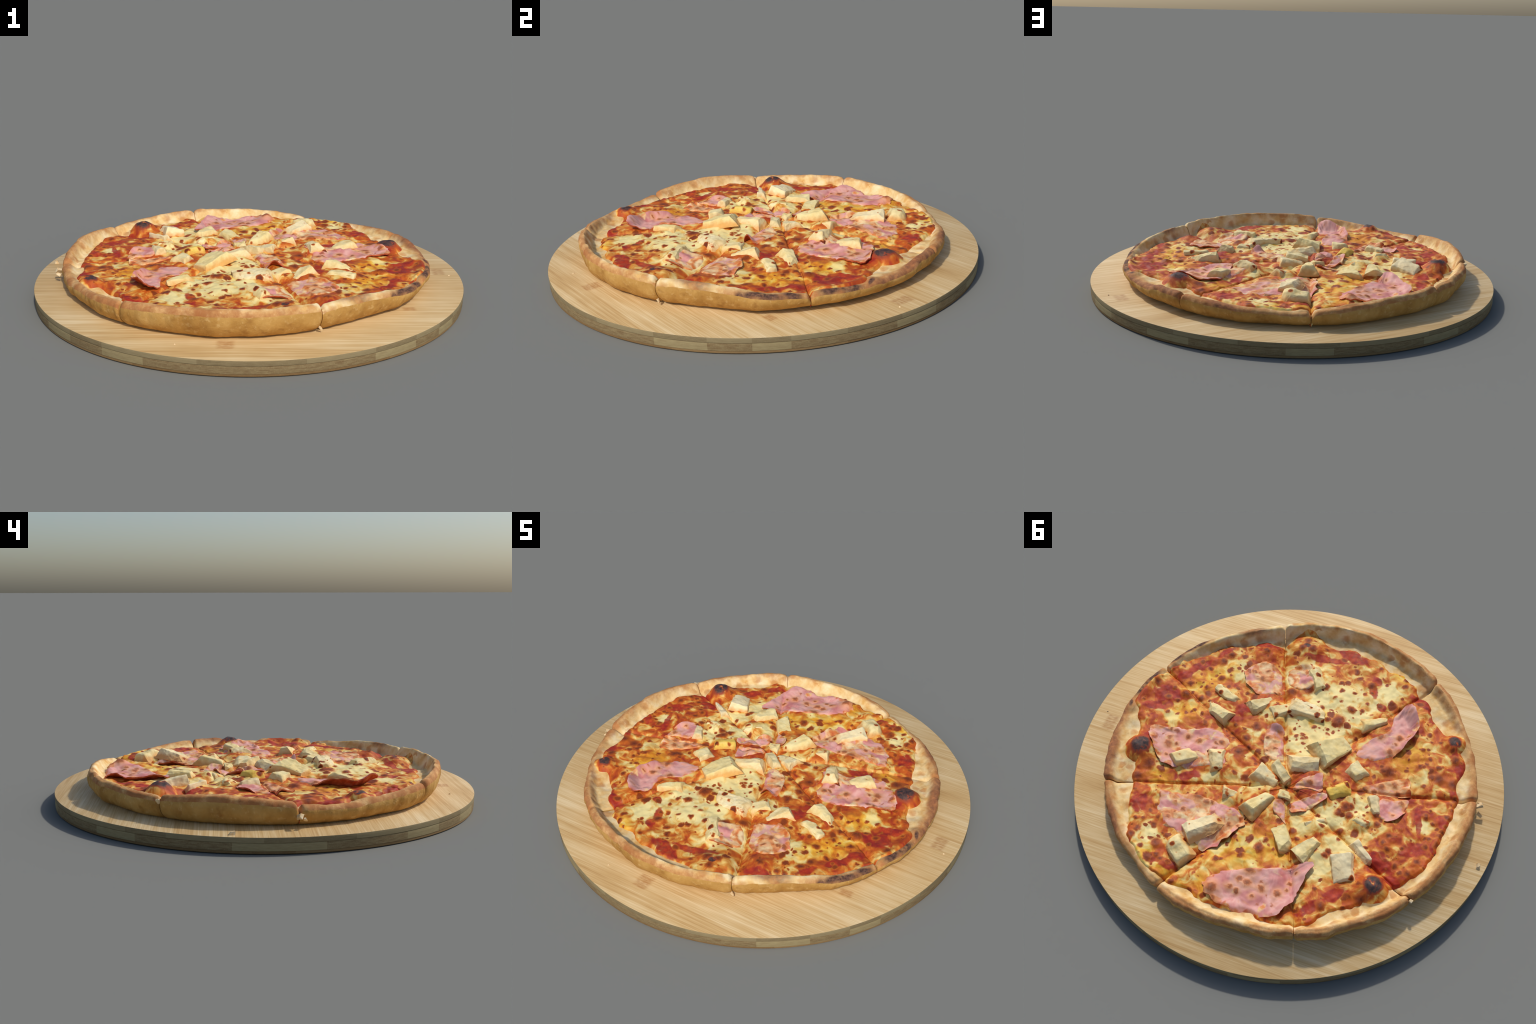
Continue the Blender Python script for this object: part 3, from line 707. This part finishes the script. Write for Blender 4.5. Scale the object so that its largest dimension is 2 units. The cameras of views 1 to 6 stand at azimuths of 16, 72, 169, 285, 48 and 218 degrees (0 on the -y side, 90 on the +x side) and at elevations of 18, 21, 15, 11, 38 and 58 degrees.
CH_MAT = {k: fruit_material('%s_pineapple' % k if k != 'ripe' else 'ripe_pineapple', k) for k in ('bare', 'baked', 'flat', 'ripe', 'pale')}
rng = np.random.default_rng(31)
for cx, cy, L, Wd, ang, top, kind in PINEAPPLE:
    ground = float(cheese_height(np.array([cx]), np.array([cy]))[0][0])
    H = .026 if kind == 'flat' else .056 * rng.uniform(.9, 1.1)
    me = chunk_mesh(L * rng.uniform(.98, 1.14), Wd * rng.uniform(1.0, 1.2), H, kind, rng)
    name = 'pineapple_piece'
    ob = link(name, me, slices[sector_of(cx, cy)], [CH_MAT[kind]], 40)
    ob.location = (cx, cy, top - H * .5 - (-.001 if kind == 'baked' else .003))
    t = .06 if kind == 'flat' else .15
    ob.rotation_euler = (rng.uniform(-t, t), rng.uniform(-t, t), math.radians(ang))

# torn white bread showing at some of the knife cuts, and a dangling scrap of cheese
bread = Graph('torn_bread', .85, .15)
bread_mat = bread.finish(bread.ramp(bread.noise(bread.obj, 60, 3), [(.3, lin(206, 170, 116)), (.7, lin(226, 210, 176))]), bread.noise(bread.obj, 120, 3), .4, .003)
for x, y, z, s in [(-.822, .238, .150, .016), (-.812, -.346, .118, .022), (-.806, -.370, .108, .014), (.488, -.612, .088, .012)]:
    me = chunk_mesh(s * 1.5, s, s * .8, 'bare', rng)
    ob = link('bread_tear', me, slices[sector_of(x, y)], [bread_mat], 50)
    ob.location = (x, y, z); ob.rotation_euler = tuple(rng.uniform(-1, 1, 3))

# ------------------------------------------------------------------ the board
GRAIN = math.radians(17)
KNOTS = [(.159, -.835, .036, .040), (.858, .300, .030, .045), (.790, -.238, .030, .022)]

def board_face_material():
    g = Graph('bamboo_face', .6, .3)
    p = g.mapped(g.obj, rot=(0, 0, -GRAIN))
    p = g.vec('MULTIPLY', p, (1, 1, 0))
    sep = g.t.nodes.new('ShaderNodeSeparateXYZ'); g.put(sep.inputs[0], p)
    lane = g.math('FLOOR', g.math('MULTIPLY', sep.outputs[1], 12.5))
    wn = g.t.nodes.new('ShaderNodeTexWhiteNoise'); wn.noise_dimensions = '1D'; g.put(wn.inputs['W'], lane)
    fine = g.noise(g.vec('MULTIPLY', p, (3.6, 170, 1)), 1, 4, .6)
    broad = g.noise(g.vec('MULTIPLY', p, (2.0, 38, 1)), 1, 3, .55)
    cloud = g.noise(p, 3.2, 3)
    f = g.math('ADD', g.math('MULTIPLY', fine, .55), g.math('MULTIPLY', broad, .45))
    f = g.math('ADD', f, g.math('MULTIPLY', g.math('SUBTRACT', wn.outputs['Value'], .5), .12))
    f = g.math('ADD', f, g.math('MULTIPLY', g.math('SUBTRACT', cloud, .5), .25))
    col = g.ramp(f, [(.30, lin(174, 136, 84)), (.44, lin(192, 158, 106)), (.55, lin(203, 174, 126)), (.70, lin(217, 193, 150))])
    total = None
    for x, y, a, b in KNOTS:
        q = g.mapped(g.obj, (x, y, 0), (0, 0, GRAIN), (a, b, 1), 'TEXTURE')
        s = g.t.nodes.new('ShaderNodeSeparateXYZ'); g.put(s.inputs[0], g.vec('ABSOLUTE', q))
        d = g.math('MULTIPLY', g.fit(s.outputs[0], 1.25, .6), g.fit(s.outputs[1], 1.05, .9))
        total = d if total is None else g.math('MAXIMUM', total, d)
    streak = g.noise(g.vec('MULTIPLY', p, (30, 110, 1)), 1, 3, .6)
    col = g.mix(g.math('MULTIPLY', total, g.fit(streak,   .2, .7, 0, .7)), col, lin(158, 108, 58))
    return g.finish(col, fine, .08, .002)

def board_edge_material(name, light, dark, marks):
    """End grain: blocks of paler and darker bamboo side by side round the rim."""
    g = Graph(name, .75, .2)
    sep = g.t.nodes.new('ShaderNodeSeparateXYZ'); g.put(sep.inputs[0], g.obj)
    turn = g.math('MULTIPLY', g.math('ARCTAN2', sep.outputs[1], sep.outputs[0]), 1 / math.tau)
    turn = g.math('FRACT', g.math('ADD', turn, 1.0))
    stops = []
    for i, m in enumerate(marks):
        stops.append((m / 360, (1, 1, 1, 1) if i % 2 else (0, 0, 0, 1)))
    block = g.ramp(turn, stops, 'CONSTANT')
    ang = g.math('MULTIPLY', turn, 40)
    com = g.t.nodes.new('ShaderNodeCombineXYZ'); g.put(com.inputs[0], ang); g.put(com.inputs[1], g.math('MULTIPLY', sep.outputs[2], 40))
    n = g.noise(com.outputs[0], 4, 4, .6)
    speck = g.noise(g.obj, 190, 2)
    a = g.ramp(n, [(.3, dark), (.7, light)])
    b = g.mix(.55, a, light)
    a = g.mix(.4, a, dark)
    col = g.mix(block, a, b)
    col = g.mix(g.math('MULTIPLY', g.fit(speck, .5, .75), .35), col, light)
    return g.finish(col, speck, .12, .002)

def disc(name, r, z0, z1, bevel):
    n = 256
    prof = [(0, z0), (r - bevel, z0), (r, z0 + bevel), (r, (z0 + z1) / 2), (r, z1 - bevel), (r - bevel * .3, z1 - bevel * .3), (r - bevel, z1), (0, z1)]
    verts, faces = [], []
    for q, (pr, pz) in enumerate(prof[1:-1]):
        for i in range(n):
            a = math.tau * i / n
            w = pr * (1 + .0008 * math.sin(3 * a + 1))
            verts.append((w * math.cos(a), w * math.sin(a), pz))
    m = len(prof) - 2
    for q in range(m - 1):
        for i in range(n):
            faces.append([q * n + i, q * n + (i + 1) % n, (q + 1) * n + (i + 1) % n, (q + 1) * n + i])
    faces.append(list(range(n))[::-1]); faces.append([(m - 1) * n + i for i in range(n)])
    return make_mesh(name, verts, faces)

board = link('cutting_board', None)
board['label'] = 'round laminated bamboo serving board with pale grain'
board['category'] = 'cutting board'
face = board_face_material()
EDGE_TOP = board_edge_material('bamboo_edge', lin(138, 124, 92, .8), lin(112, 96, 68, .8), [0, 14, 25, 48, 66, 90, 113, 137, 160, 171, 194, 215, 239.4, 251, 275, 299, 316, 328.6, 338, 346.7])  # edge tones of all three layers darkened for the shading baked into the board's side
EDGE_CORE = board_edge_material('bamboo_core', lin(146, 132, 96, .8), lin(106, 84, 56, .8), [0, 12, 24, 40, 53, 77, 88, 112, 124, 150, 163, 186, 208, 229, 239.4, 250.7, 262.3, 315.8, 328, 337.9, 346.7])
EDGE_BASE = board_edge_material('bamboo_base', lin(128, 104, 70, .8), lin(106, 80, 48, .8), [0, 60, 130, 200, 260, 320])
for name, r, z0, z1, bev, mat in [('board_base_layer', .9970, 0, .0110, .002, EDGE_BASE), ('board_core_layer', .9985, .0113, .0430, .0008, EDGE_CORE),
                                  ('board_top_layer', .9995, .0433, BOARD_TOP, .0022, EDGE_TOP)]:
    me = disc(name, r, z0, z1, bev)
    link(name, me, board, [mat, face], 30)
    if name == 'board_top_layer':
        for p in me.polygons:
            if p.normal.z > .9:
                p.material_index = 1

# crumbs fallen on the board
crumb_parent = None
for x, y, s in [(-.958, -.112, .018), (-.030, -.889, .006), (.914, .260, .005)]:
    me = chunk_mesh(s * 1.3, s, s * .9, 'bare', rng)
    ob = link('crumb', me, None, [bread_mat], 50)
    ob.location = (x, y, BOARD_TOP + s * .38)
    ob.rotation_euler = (0, 0, rng.uniform(0, 3))
    ob['label'] = 'small pale bread crumb lying on board'
    ob['category'] = 'bread crumb'
